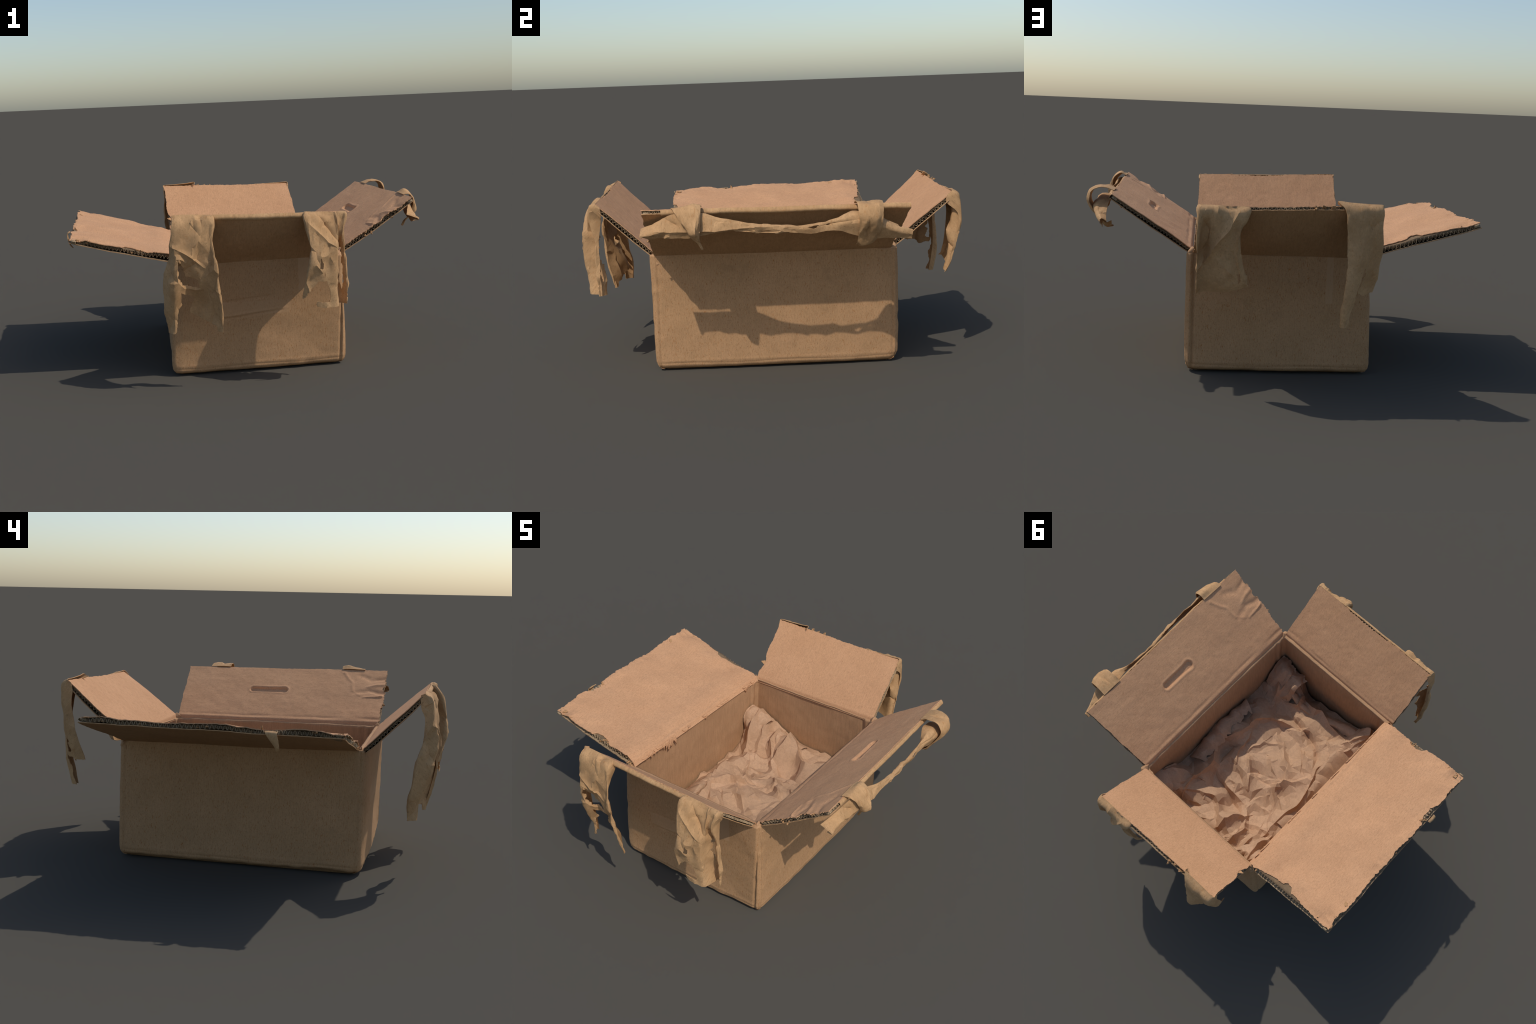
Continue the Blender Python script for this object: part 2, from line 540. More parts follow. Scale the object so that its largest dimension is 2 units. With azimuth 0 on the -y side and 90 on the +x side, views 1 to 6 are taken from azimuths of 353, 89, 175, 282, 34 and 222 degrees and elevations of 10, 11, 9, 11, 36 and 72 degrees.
def make_flap(name, fl, mat_in, edges, relief_in, relief_out, seed, nu=200, nv=90, cut_in=None, T=0.024):
    """edges: dict with in/out -> (inset at u=0 of v, inset at u=1 of v, inset of the free edge of u), metres"""
    W = np.linalg.norm(fl.c[1] - fl.c[0])
    H = np.linalg.norm((fl.c[2] + fl.c[3] - fl.c[0] - fl.c[1]) / 2)
    V, Fc, ids = [], [], []
    off = 0
    rims = {}
    for layer in ("in", "out"):
        e0, e1, eo = edges[layer]
        a = np.linspace(0, 1, nu)[:, None] * np.ones((1, nv))
        b = np.ones((nu, 1)) * np.linspace(0, 1, nv)[None, :]
        lead = -0.017 / H if layer == 'in' else 0.0
        v = lead + (b * (1 - eo(a) / H)) * (1 - lead)
        u = (e0(np.maximum(v, 0)) / W) * (1 - a) + (1 - e1(np.maximum(v, 0)) / W) * a
        z0 = 0.0 if layer == "in" else -T + 0.004
        rel = relief_in if layer == "in" else relief_out
        P = fl.surf(u, v, z0, rel)
        if layer == 'in':
            P[..., 2] -= 0.016 * smooth(0.012, -0.018, P[..., 1])
        keep = None
        if layer == "in" and cut_in is not None:
            Pc = (P[:-1, :-1] + P[1:, 1:]) / 2
            keep = ~cut_in(Pc[..., 0], Pc[..., 1])
        vv, ff, ii = shell(P, 0.004, keep)
        V.append(vv)
        Fc.append(ff + off)
        off += len(vv)
        ids.append(np.where(ii == 2, 2 if False else (0 if layer == "in" else 1), np.where((ii == 0) == (layer == "in"), 0 if layer == "in" else 1, 2)))
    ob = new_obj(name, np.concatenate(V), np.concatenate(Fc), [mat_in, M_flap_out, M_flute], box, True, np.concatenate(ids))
    ob.data.polygons.foreach_set("use_smooth", np.concatenate([np.ones(1, bool)] * len(ob.data.polygons)))
    ob.data.set_sharp_from_angle(angle=math.radians(50))
    ob.matrix_basis = fl.M

    # fluted core seen all round the edge, as a zigzag ribbon between the two liners, backed by a dark filler for the shaded hollow
    def ribbon(path_u, path_v, inward_u, inward_v, length, sd):
        pitch = 0.0205
        n = int(length / pitch) * 8
        s = np.linspace(0, 1, n)
        cu, cv = np.interp(s, np.linspace(0, 1, len(path_u)), path_u), np.interp(s, np.linspace(0, 1, len(path_v)), path_v)
        ph = s * length / pitch * 2 * math.pi + 0.8 * n1(s, 14, sd)
        tri = np.sin(ph)
        tri = np.sign(tri) * np.abs(tri) ** 0.7
        amp = (T - 0.008) / 2 - 0.0014
        rows = []
        jag = 0.0025 * n1(s, 150, sd + 1)
        for d in (0.0035, 0.012, 0.03):
            dd = d + (jag if d < 0.01 else 0)
            P = fl.surf(cu + inward_u * dd / W, cv + inward_v * dd / H, 0, lambda X, Y, u, v: 0.5 * (relief_in(X, Y, u, v) + relief_out(X, Y, u, v)))
            P[..., 2] += -T / 2 + amp * tri
            rows.append(P)
        return np.stack(rows, 1)

    e0, e1, eo = edges["core"]
    vs = np.linspace(0.02, 1, 200)
    us = np.linspace(0.0, 1, 300)
    RV, RF, ro = [], [], 0
    vo = 1 - eo(us) / H
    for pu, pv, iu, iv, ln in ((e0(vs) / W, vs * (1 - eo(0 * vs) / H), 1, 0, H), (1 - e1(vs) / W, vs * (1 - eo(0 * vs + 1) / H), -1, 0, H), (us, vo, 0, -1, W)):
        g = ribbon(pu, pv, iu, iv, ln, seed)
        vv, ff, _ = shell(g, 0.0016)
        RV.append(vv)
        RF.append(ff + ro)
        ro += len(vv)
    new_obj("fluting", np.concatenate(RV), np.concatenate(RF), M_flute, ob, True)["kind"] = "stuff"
    # added dark plate standing in for the shade of the hollow between liners
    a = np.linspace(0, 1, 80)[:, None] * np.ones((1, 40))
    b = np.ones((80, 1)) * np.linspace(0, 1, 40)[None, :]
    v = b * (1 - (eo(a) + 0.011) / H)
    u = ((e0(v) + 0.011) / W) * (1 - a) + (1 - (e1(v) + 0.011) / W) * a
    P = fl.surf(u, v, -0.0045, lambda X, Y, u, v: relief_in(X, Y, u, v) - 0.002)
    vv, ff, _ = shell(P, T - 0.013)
    new_obj("hollow_filler", vv, ff, M_hollow, ob, True)
    return ob

def edge(amp, freq, seed, notches=(), base=0.0, fine=0.0015):
    def f(x):
        x = np.asarray(x, float)
        y = base + amp * n1(x, freq, seed) + fine * n1(x, freq * 9, seed + 5, 2)
        for c, w, d in notches:
            y = y + d * np.clip(1 - np.abs((x - c) / w) ** 3, 0, 1)
        return y
    return f

def toothed(f, c, w, d):
    """a torn liner that broke along the flutes: ragged saw teeth between c-w and c+w"""
    def g(x):
        x = np.asarray(x, float)
        saw = np.abs((x * 41.0 + 0.5 * n1(x, 23, 71)) % 1.0 - 0.5) * 2
        return f(x) + d * saw * (0.5 + 0.5 * n1(x, 9, 72)) * np.clip(1 - np.abs((x - c) / w) ** 4, 0, 1)
    return g

def base_relief(seed, bend=0.0, warp=0.004, hinge=0.006):
    def f(X, Y, u, v):
        P = np.stack([X * 4, Y * 4, 0 * X + seed], -1)
        z = warp * fbm(P, 3, seed) + 0.0007 * fbm(P * 8, 2, seed + 3)
        z = z + bend * np.sin(math.pi * np.clip(v, 0, 1))
        q = np.stack([X * 7, 0 * X + seed, 0 * X], -1)
        z = z - hinge * (0.55 + 0.6 * vnoise(q, seed + 8)) * bump1(Y, 0.026 + 0.010 * fbm(q * 0.8, 2, seed + 4), 0.010 + 0.004 * vnoise(q, seed + 5))
        return z * (0.3 + 0.7 * smooth(0, 0.04, Y))
    return f

def under(seed, sag, lift=0.0):
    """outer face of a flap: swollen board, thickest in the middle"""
    g = base_relief(seed, 0.0, 0.003, 0.0)
    return lambda X, Y, u, v: g(X, Y, u, v) - sag * np.sin(math.pi * np.clip(0.18 + 0.82 * v, 0, 1)) * (0.4 + 0.6 * np.sin(math.pi * np.clip(u, 0, 1)) ** 0.4) - lift * bump1(v, 0.3, 0.3)

# front flap (-y): free edge up and out
F = Flap((0.452, -0.607, 0.625), (-0.432, -0.607, 0.627), (0.440, -0.893, 0.882), (-0.434, -0.889, 0.907), (0, 0.7, 0.7))
e = dict(out=(edge(.003, 7, 1), edge(.003, 7, 2), edge(.002, 9, 3)),
         core=(edge(.002, 7, 1, base=.002), edge(.002, 7, 2, base=.002), edge(.002, 9, 3, base=.002)))
e["in"] = (edge(.003, 7, 4), edge(.003, 7, 5), toothed(edge(.0025, 11, 6, [(0.45, 0.24, 0.007)], fine=.003), 0.45, 0.2, 0.010))
flap_front = make_flap("flap", F, M_flap_in_perp, e, base_relief(1, 0.001, 0.003, 0.004), under(1, 0.012), 101, 180, 80)

# back flap (+y)
B = Flap((-0.402, 0.600, 0.620), (0.455, 0.601, 0.624), (-0.422, 0.910, 0.900), (0.437, 0.929, 0.878), (0, -0.7, 0.7))
e = dict(out=(edge(.003, 7, 11), edge(.003, 7, 12), edge(.002, 9, 13)),
         core=(edge(.003, 7, 11, base=.002), edge(.002, 7, 12, base=.002), edge(.002, 9, 13, base=.002)))
e["in"] = (edge(.006, 6, 14, [(0.25, 0.12, 0.012)]), edge(.003, 7, 15), edge(.0025, 11, 16, [(0.55, 0.25, 0.004)], fine=.003))
flap_back = make_flap("flap", B, M_flap_in_perp, e, base_relief(2, 0.001, 0.003, 0.004), under(2, 0.017), 102, 180, 80)

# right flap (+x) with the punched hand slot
Rf = Flap((0.462, 0.600, 0.624), (0.465, -0.606, 0.632), (0.857, 0.638, 0.885), (0.877, -0.611, 0.905), (-0.7, 0, 0.7))
base_r = base_relief(3, 0.003, 0.004, 0.006)
slot_c = Rf.local([(0.68, 0.088, 0.785)])[0]
def relief_right(X, Y, u, v):
    z = base_r(X, Y, u, v)
    dx, dy = X - slot_c[0], Y - slot_c[1]
    half = 0.093
    d = np.hypot(np.maximum(np.abs(dx) - half, 0), dy)
    d = d - 0.005 * bump1(dx, half, 0.03)
    z = z - 0.013 * smooth(0.024, 0.015, d) + 0.002 * bump1(d, 0.030, 0.006)
    # buckled corner near the front
    wob = 0.012 * fbm(np.stack([X * 14, Y * 14, 0 * X], -1), 2, 303)
    for pts, w, h in (([(0.61, 0.415), (0.52, 0.40), (0.46, 0.43)], .020, -.008), ([(0.61, 0.34), (0.50, 0.33)], .013, .007),
                      ([(0.61, 0.265), (0.52, 0.29), (0.44, 0.265)], .018, -.008), ([(0.60, 0.235), (0.50, 0.215)], .008, .008),
                      ([(0.35, 0.46), (0.40, 0.37), (0.42, 0.28), (0.47, 0.24)], .010, .004)):
        dd, run, _ = seg_dist(X + wob, Y - wob, pts)
        z = z + h * np.exp(-(dd / w) ** 2) * (1 - 0.5 * run)
    return z
e = dict(out=(edge(.003, 9, 21), edge(.004, 9, 22), edge(.0025, 9, 23)),
         core=(edge(.003, 9, 21, base=.002), edge(.003, 9, 22, base=.003), edge(.0025, 9, 23, base=.002)))
e["in"] = (edge(.003, 9, 24, base=.003), edge(.006, 9, 25, [(0.62, 0.05, 0.012), (0.8, 0.04, 0.008)], fine=.004), edge(.0025, 12, 26))
flap_right = make_flap("flap", Rf, M_flap_in_along, e, relief_right, under(3, 0.010), 103, 300, 110)

# left flap (-x), nearly level, badly torn
Lf = Flap((-0.396, -0.606, 0.636), (-0.396, 0.614, 0.628), (-0.966, -0.599, 0.784), (-0.991, 0.612, 0.802), (0, 0, 1))
base_l = base_relief(4, 0.005, 0.007, 0.004)
def relief_left(X, Y, u, v):
    z = base_l(X, Y, u, v)
    z = z + 0.012 * bump1(v, 0.14, 0.13) + 0.010 * bump1(u, 0.92, 0.06) * smooth(0.25, 0.5, v) - 0.006 * bump1(u, 0.05, 0.05) * smooth(0.7, 1, v)
    z = z + 0.004 * crumple(np.stack([X, Y, 0 * X], -1), 1, 9, 77) * (smooth(0.8, 1, v) + smooth(0.88, 1, u) + smooth(0.12, 0, u))
    return z
e = dict(out=(edge(.006, 8, 31, base=.011), edge(.005, 8, 32, base=.002), edge(.005, 9, 33)),
         core=(edge(.006, 8, 31, base=.016), edge(.004, 8, 32, base=.008), edge(.005, 9, 33, base=.006)))
e["in"] = (edge(.007, 8, 34, [(0.43, 0.10, 0.030), (0.2, 0.2, 0.006)], base=.014, fine=.004),
           edge(.008, 7, 35, [(0.28, 0.22, 0.026), (0.45, 0.06, 0.024), (0.6, 0.3, 0.012)], base=.012, fine=.004),
           edge(.007, 12, 36, [(0.26, 0.06, 0.016), (0.10, 0.03, 0.006), (0.93, 0.05, 0.012)], base=.004, fine=.004))
flap_left = make_flap("flap", Lf, M_flap_in_along, e, relief_left, under(4, 0.010, -0.006), 104, 300, 120, T=0.029)

# ------------------------------------------------------------------ creased facets
def facets(X, Y, spacing, amp, seed):
    """height field of flat creased facets: random points, triangulated"""
    r = np.random.default_rng(seed)
    x0, x1, y0, y1 = X.min() - 2 * spacing, X.max() + 2 * spacing, Y.min() - 2 * spacing, Y.max() + 2 * spacing
    gx = np.arange(x0, x1, spacing)
    gy = np.arange(y0, y1, spacing)
    pts = np.array([(a, b) for a in gx for b in gy]) + r.uniform(-.48, .48, (len(gx) * len(gy), 2)) * spacing
    h = r.uniform(-1, 1, len(pts)) * amp
    res = delaunay_2d_cdt([Vector(p) for p in pts], [], [], 0, 1e-7)
    vs = np.array([(v.x, v.y) for v in res[0]])
    src = [o[0] if o else 0 for o in res[3]]
    hv = h[src]
    out = np.zeros(X.shape)
    for a, b, c in res[2]:
        A, Bv, C = vs[a], vs[b], vs[c]
        lo, hi = np.minimum(np.minimum(A, Bv), C), np.maximum(np.maximum(A, Bv), C)
        m = np.nonzero((X >= lo[0]) & (X <= hi[0]) & (Y >= lo[1]) & (Y <= hi[1]))
        if not len(m[0]):
            continue
        den = (Bv[1] - C[1]) * (A[0] - C[0]) + (C[0] - Bv[0]) * (A[1] - C[1])
        if abs(den) < 1e-12:
            continue
        xx, yy = X[m], Y[m]
        l1 = ((Bv[1] - C[1]) * (xx - C[0]) + (C[0] - Bv[0]) * (yy - C[1])) / den
        l2 = ((C[1] - A[1]) * (xx - C[0]) + (A[0] - C[0]) * (yy - C[1])) / den
        l3 = 1 - l1 - l2
        ok = (l1 >= -1e-6) & (l2 >= -1e-6) & (l3 >= -1e-6)
        z = l1 * hv[a] + l2 * hv[b] + l3 * hv[c]
        out[m[0][ok], m[1][ok]] = z[ok]
    return out

# ------------------------------------------------------------------ paper tape
def sheet(name, cp, frame, parent, nu, nv, amp, seed, holes=(), axes=(0, 2), ridges=(), thick=0.003,
          jag=0.005, hold=0.06, mat=None, crease_=0.055, ragged=0.0, panels=3000):
    """cp: rows (along the tape) of columns (across) of points in the frame of the scene"""
    cp = np.asarray(cp, float)
    P = catmull(cp, nv)
    P = np.moveaxis(catmull(np.moveaxis(P, 1, 0), nu), 0, 1)        # (nv, nu, 3)
    lv = np.concatenate([[0], np.cumsum(np.linalg.norm(np.diff(P, axis=0), axis=-1).mean(1))])
    lu = np.concatenate([[0], np.cumsum(np.linalg.norm(np.diff(P, axis=1), axis=-1).mean(0))])
    if ragged:                                                       # torn free ends
        k = 1 + ragged * n1(lu, 30, seed + 3) / max(lv[-1], 1e-6)
        mid = P[nv // 2:nv // 2 + 1]
        w = np.linspace(0, 1, nv)[:, None, None] ** 3
        P = P + (P[-1:] - P[-6:-5]) * (w * ((k - 1) * lv[-1] / (lv[-1] - lv[-6]))[None, :, None])
    du = np.gradient(P, axis=0)
    dv = np.gradient(P, axis=1)
    Nn = np.cross(du, dv)
    Nn /= np.linalg.norm(Nn, axis=-1, keepdims=True) + 1e-9
    t = np.linspace(0, 1, nv)[:, None]
    U, Vv = np.meshgrid(lu, lv)
    wob = 0.012 * np.stack([vnoise(P * 22 + k, seed + k) for k in (0, 3)], 0)
    d = facets(U + wob[0], 0.6 * Vv + wob[1], crease_, amp, seed) + facets(U + wob[1], 0.7 * Vv, crease_ * 0.5, 0.26 * amp, seed + 1) + facets(U, 0.8 * Vv, crease_ * 0.22, 0.03 * amp, seed + 2)
    for pts, w, h in ridges:
        dd, run, _ = seg_dist(P[..., axes[0]] + 0.5 * wob[0], P[..., axes[1]], pts)
        d = d + h * np.exp(-(dd / w)) * np.sin(math.pi * np.clip(0.12 + 0.76 * run, 0, 1))
    d = d * smooth(0, hold, t)
    P = P + Nn * d[..., None]
    C = (P[:-1, :-1] + P[1:, 1:]) / 2
    keep = np.ones(C.shape[:2], bool)
    X, Z = C[..., axes[0]], C[..., axes[1]]
    J = jag * np.stack([fbm(C * 40, 2, seed + 9), fbm(C * 40, 2, seed + 17)], -1)
    for h in holes:
        keep &= ~in_poly(X + J[..., 0], Z + J[..., 1], h)
    vv, ff, _ = shell(P, thick, keep)
    ob = new_obj(name, frame.local(vv) if frame else vv, ff, mat or M_tape, parent, True)
    if panels:
        crease(ob, panels, 22)
    else:
        ob.data.set_sharp_from_angle(angle=math.radians(45))
    return ob

def rows(table):
    """each row: z, then (x, y, dz) across"""
    return [[(x, y, z + dz) for x, y, dz in r] for z, r in table]

# front flap, tape at the -x end: a narrow left leg and a twisted right tail joined by a bridge
cp = rows([
    (0.909, [(-0.428, -0.872, -0.01), (-0.436, -0.893, 0.0), (-0.385, -0.893, 0.002), (-0.330, -0.893, 0.0), (-0.280, -0.893, -0.004), (-0.234, -0.893, -0.008), (-0.232, -0.876, -0.022)]),
    (0.880, [(-0.425, -0.880, -0.04), (-0.440, -0.930, 0.0), (-0.390, -0.934, 0.0), (-0.335, -0.936, 0.0), (-0.285, -0.936, 0.0), (-0.236, -0.934, 0.0), (-0.234, -0.893, -0.02)]),
    (0.780, [(-0.440, -0.900, 0.0), (-0.456, -0.935, 0.0), (-0.410, -0.952, 0.0), (-0.345, -0.952, 0.0), (-0.290, -0.955, 0.0), (-0.246, -0.952, 0.0), (-0.246, -0.930, 0.0)]),
    (0.690, [(-0.450, -0.893, 0.0), (-0.467, -0.905, 0.0), (-0.432, -0.962, 0.0), (-0.375, -0.945, 0.0), (-0.300, -0.950, 0.0), (-0.238, -0.968, 0.0), (-0.242, -0.956, 0.0)]),
    (0.600, [(-0.468, -0.873, 0.0), (-0.489, -0.885, 0.0), (-0.445, -0.950, 0.0), (-0.380, -0.920, 0.0), (-0.300, -0.935, 0.0), (-0.230, -0.966, 0.0), (-0.238, -0.954, 0.0)]),
    (0.500, [(-0.476, -0.856, 0.0), (-0.497, -0.868, 0.0), (-0.445, -0.932, 0.0), (-0.385, -0.885, 0.0), (-0.300, -0.900, 0.0), (-0.220, -0.958, 0.0), (-0.226, -0.946, 0.0)]),
    (0.405, [(-0.476, -0.840, 0.0), (-0.495, -0.852, 0.0), (-0.450, -0.905, 0.0), (-0.385, -0.850, 0.0), (-0.300, -0.872, 0.0), (-0.212, -0.940, 0.0), (-0.217, -0.928, 0.0)]),
    (0.302, [(-0.473, -0.830, 0.0), (-0.487, -0.842, 0.0), (-0.450, -0.885, 0.0), (-0.375, -0.835, 0.0), (-0.290, -0.868, 0.0), (-0.214, -0.915, 0.0), (-0.214, -0.903, 0.0)]),
])
sheet("paper_tape", cp, F, flap_front, 150, 170, 0.013, 201, crease_=0.048,
      holes=[[(-.424, .69), (-.395, .655), (-.385, .60), (-.33, .585), (-.315, .535), (-.36, .545), (-.40, .56), (-.418, .6)],
             [(-.412, .515), (-.342, .49), (-.36, .44), (-.375, .405), (-.245, .332), (-.225, .300), (-.2, .22), (-.443, .25), (-.440, .35), (-.433, .405), (-.412, .45)]],
      ridges=[([(-.45, .76), (-.36, .71), (-.29, .64)], .010, .014), ([(-.40, .54), (-.30, .53)], .012, .010), ([(-.36, .87), (-.30, .80)], .010, -.006)])

# front flap, tape at the +x end
cp = rows([
    (0.886, [(0.232, -0.876, -0.02), (0.230, -0.893, 0.004), (0.275, -0.893, 0.002), (0.330, -0.893, 0.0), (0.375, -0.893, -0.002), (0.405, -0.893, -0.003), (0.440, -0.893, -0.004), (0.440, -0.872, -0.02)]),
    (0.862, [(0.232, -0.890, -0.02), (0.226, -0.933, 0.0), (0.275, -0.937, 0.0), (0.330, -0.933, 0.0), (0.375, -0.922, 0.0), (0.405, -0.920, 0.0), (0.438, -0.922, 0.0), (0.436, -0.868, -0.03)]),
    (0.780, [(0.240, -0.920, 0.0), (0.236, -0.974, 0.0), (0.285, -0.976, 0.0), (0.335, -0.966, 0.0), (0.380, -0.953, 0.0), (0.403, -0.935, 0.0), (0.425, -0.925, 0.0), (0.431, -0.875, 0.0)]),
    (0.690, [(0.243, -0.935, 0.0), (0.238, -0.990, 0.0), (0.285, -0.994, 0.0), (0.335, -0.978, 0.0), (0.384, -0.972, 0.0), (0.398, -0.872, 0.0), (0.428, -0.908, 0.0), (0.434, -0.890, 0.0)]),
    (0.600, [(0.233, -0.940, 0.0), (0.228, -0.986, 0.0), (0.285, -0.996, 0.0), (0.335, -0.982, 0.0), (0.384, -0.976, 0.0), (0.398, -0.872, 0.0), (0.434, -0.908, 0.0), (0.440, -0.890, 0.0)]),
    (0.520, [(0.213, -0.935, 0.0), (0.208, -0.970, 0.0), (0.285, -0.983, 0.0), (0.335, -0.977, 0.0), (0.384, -0.965, 0.0), (0.398, -0.872, 0.0), (0.438, -0.908, 0.0), (0.444, -0.890, 0.0)]),
    (0.450, [(0.198, -0.925, 0.0), (0.194, -0.955, 0.0), (0.285, -0.970, 0.0), (0.335, -0.973, 0.0), (0.384, -0.961, 0.0), (0.398, -0.872, 0.0), (0.438, -0.908, 0.0), (0.444, -0.890, 0.0)]),
    (0.402, [(0.192, -0.922, 0.0), (0.188, -0.947, 0.0), (0.285, -0.960, 0.0), (0.335, -0.965, 0.0), (0.384, -0.953, 0.0), (0.398, -0.872, 0.0), (0.434, -0.908, 0.0), (0.440, -0.890, 0.0)]),
])
sheet("paper_tape", cp, F, flap_front, 150, 150, 0.011, 207, crease_=0.046,
      holes=[[(.397, .71), (.412, .70), (.418, .60), (.424, .51), (.416, .47), (.404, .52), (.396, .62)], [(.295, .668), (.308, .62), (.300, .605), (.283, .61)], [(.312, .59), (.318, .575), (.314, .56), (.308, .57)],
             [(.28, .545), (.320, .545), (.338, .49), (.343, .45), (.332, .425), (.27, .436), (.27, .41), (.33, .395), (.33, .3), (.10, .3), (.10, .44), (.205, .455), (.232, .49), (.265, .53)]],
      ridges=[([(.24, .84), (.33, .74), (.39, .70)], .012, .014), ([(.30, .875), (.36, .79), (.395, .73)], .010, -.016), ([(.25, .64), (.30, .59)], .012, .010)])

# back flap, tape at the +x end
cp = rows([
    (0.880, [(0.438, 0.900, -0.02), (0.437, 0.926, 0.003), (0.380, 0.926, 0.003), (0.320, 0.926, 0.002), (0.260, 0.926, 0.0), (0.206, 0.924, 0.0), (0.206, 0.908, -0.015)]),
    (0.850, [(0.437, 0.897, -0.03), (0.436, 0.959, 0.0), (0.380, 0.963, 0.0), (0.320, 0.963, 0.0), (0.260, 0.961, 0.0), (0.204, 0.955, 0.0), (0.210, 0.925, -0.01)]),
    (0.760, [(0.437, 0.955, 0.0), (0.433, 0.969, 0.0), (0.408, 0.931, 0.0), (0.320, 0.969, 0.0), (0.270, 0.967, 0.0), (0.240, 0.965, 0.0), (0.236, 0.938, 0.0)]),
    (0.660, [(0.437, 0.947, 0.0), (0.434, 0.961, 0.0), (0.408, 0.921, 0.0), (0.320, 0.957, 0.0), (0.270, 0.961, 0.0), (0.232, 0.959, 0.0), (0.226, 0.935, 0.0)]),
    (0.575, [(0.437, 0.925, 0.0), (0.434, 0.939, 0.0), (0.408, 0.913, 0.0), (0.320, 0.949, 0.0), (0.265, 0.955, 0.0), (0.218, 0.951, 0.0), (0.212, 0.928, 0.0)]),
    (0.515, [(0.437, 0.907, -0.02), (0.433, 0.921, -0.01), (0.408, 0.903, -0.002), (0.320, 0.939, 0.0), (0.262, 0.945, 0.002), (0.208, 0.941, 0.006), (0.204, 0.918, 0.006)]),
    (0.470, [(0.437, 0.885, -0.012), (0.428, 0.899, -0.012), (0.408, 0.887, -0.002), (0.320, 0.921, 0.004), (0.260, 0.927, 0.014), (0.200, 0.925, 0.03), (0.196, 0.905, 0.034)]),
])
sheet("paper_tape", cp, B, flap_back, 140, 140, 0.009, 213, crease_=0.048,
      holes=[[(.247, .565), (.236, .57), (.232, .53), (.238, .515), (.246, .53)]],
      ridges=[([(.25, .85), (.33, .72), (.37, .65), (.43, .585)], .010, .026), ([(.41, .83), (.38, .76), (.41, .65), (.41, .60)], .012, -.016),
              ([(.37, .80), (.38, .74), (.41, .68)], .008, .010), ([(.24, .80), (.255, .66), (.235, .55)], .007, .014)])

# back flap, tape at the -x end, torn in two tails
cp = rows([
    (0.916, [(-0.212, 0.890, -0.015), (-0.214, 0.910, 0.002), (-0.265, 0.910, -0.003), (-0.315, 0.910, -0.006), (-0.365, 0.910, -0.008), (-0.425, 0.910, -0.01), (-0.425, 0.890, -0.028)]),
    (0.875, [(-0.245, 0.921, 0.0), (-0.243, 0.954, 0.0), (-0.285, 0.958, 0.0), (-0.325, 0.958, 0.0), (-0.370, 0.949, 0.0), (-0.425, 0.944, 0.0), (-0.424, 0.884, -0.03)]),
    (0.790, [(-0.254, 0.946, 0.0), (-0.252, 0.966, 0.0), (-0.290, 0.972, 0.0), (-0.330, 0.968, 0.0), (-0.375, 0.953, 0.0), (-0.424, 0.947, 0.0), (-0.425, 0.891, 0.0)]),
    (0.690, [(-0.258, 0.961, 0.0), (-0.256, 0.978, 0.0), (-0.295, 0.982, 0.0), (-0.335, 0.971, 0.0), (-0.385, 0.937, 0.0), (-0.430, 0.923, 0.0), (-0.432, 0.877, 0.0)]),
    (0.590, [(-0.262, 0.966, 0.0), (-0.260, 0.986, 0.0), (-0.295, 0.990, 0.0), (-0.325, 0.971, 0.0), (-0.375, 0.922, 0.0), (-0.418, 0.909, 0.0), (-0.424, 0.857, 0.0)]),
    (0.500, [(-0.256, 0.966, 0.0), (-0.254, 0.988, 0.0), (-0.285, 0.992, 0.0), (-0.315, 0.966, 0.0), (-0.355, 0.907, 0.0), (-0.405, 0.892, 0.0), (-0.410, 0.832, 0.0)]),
    (0.420, [(-0.246, 0.956, 0.0), (-0.243, 0.982, 0.0), (-0.270, 0.986, 0.0), (-0.302, 0.946, 0.0), (-0.350, 0.902, 0.0), (-0.400, 0.877, 0.0), (-0.400, 0.825, 0.0)]),
    (0.325, [(-0.240, 0.938, 0.0), (-0.238, 0.961, 0.0), (-0.262, 0.971, 0.0), (-0.288, 0.931, 0.0), (-0.350, 0.897, 0.0), (-0.400, 0.867, 0.0), (-0.400, 0.817, 0.0)]),
])
sheet("paper_tape", cp, B, flap_back, 140, 160, 0.006, 219, crease_=0.045,
      holes=[[(-.345, .605), (-.352, .60), (-.338, .545), (-.328, .51), (-.322, .515), (-.330, .56)],
             [(-.319, .535), (-.321, .485), (-.350, .468), (-.385, .485), (-.45, .490), (-.46, .2), (-.288, .2), (-.286, .375), (-.303, .43)]],
      ridges=[([(-.36, .72), (-.35, .60), (-.32, .50)], .010, .008), ([(-.40, .84), (-.39, .68)], .012, .006)])

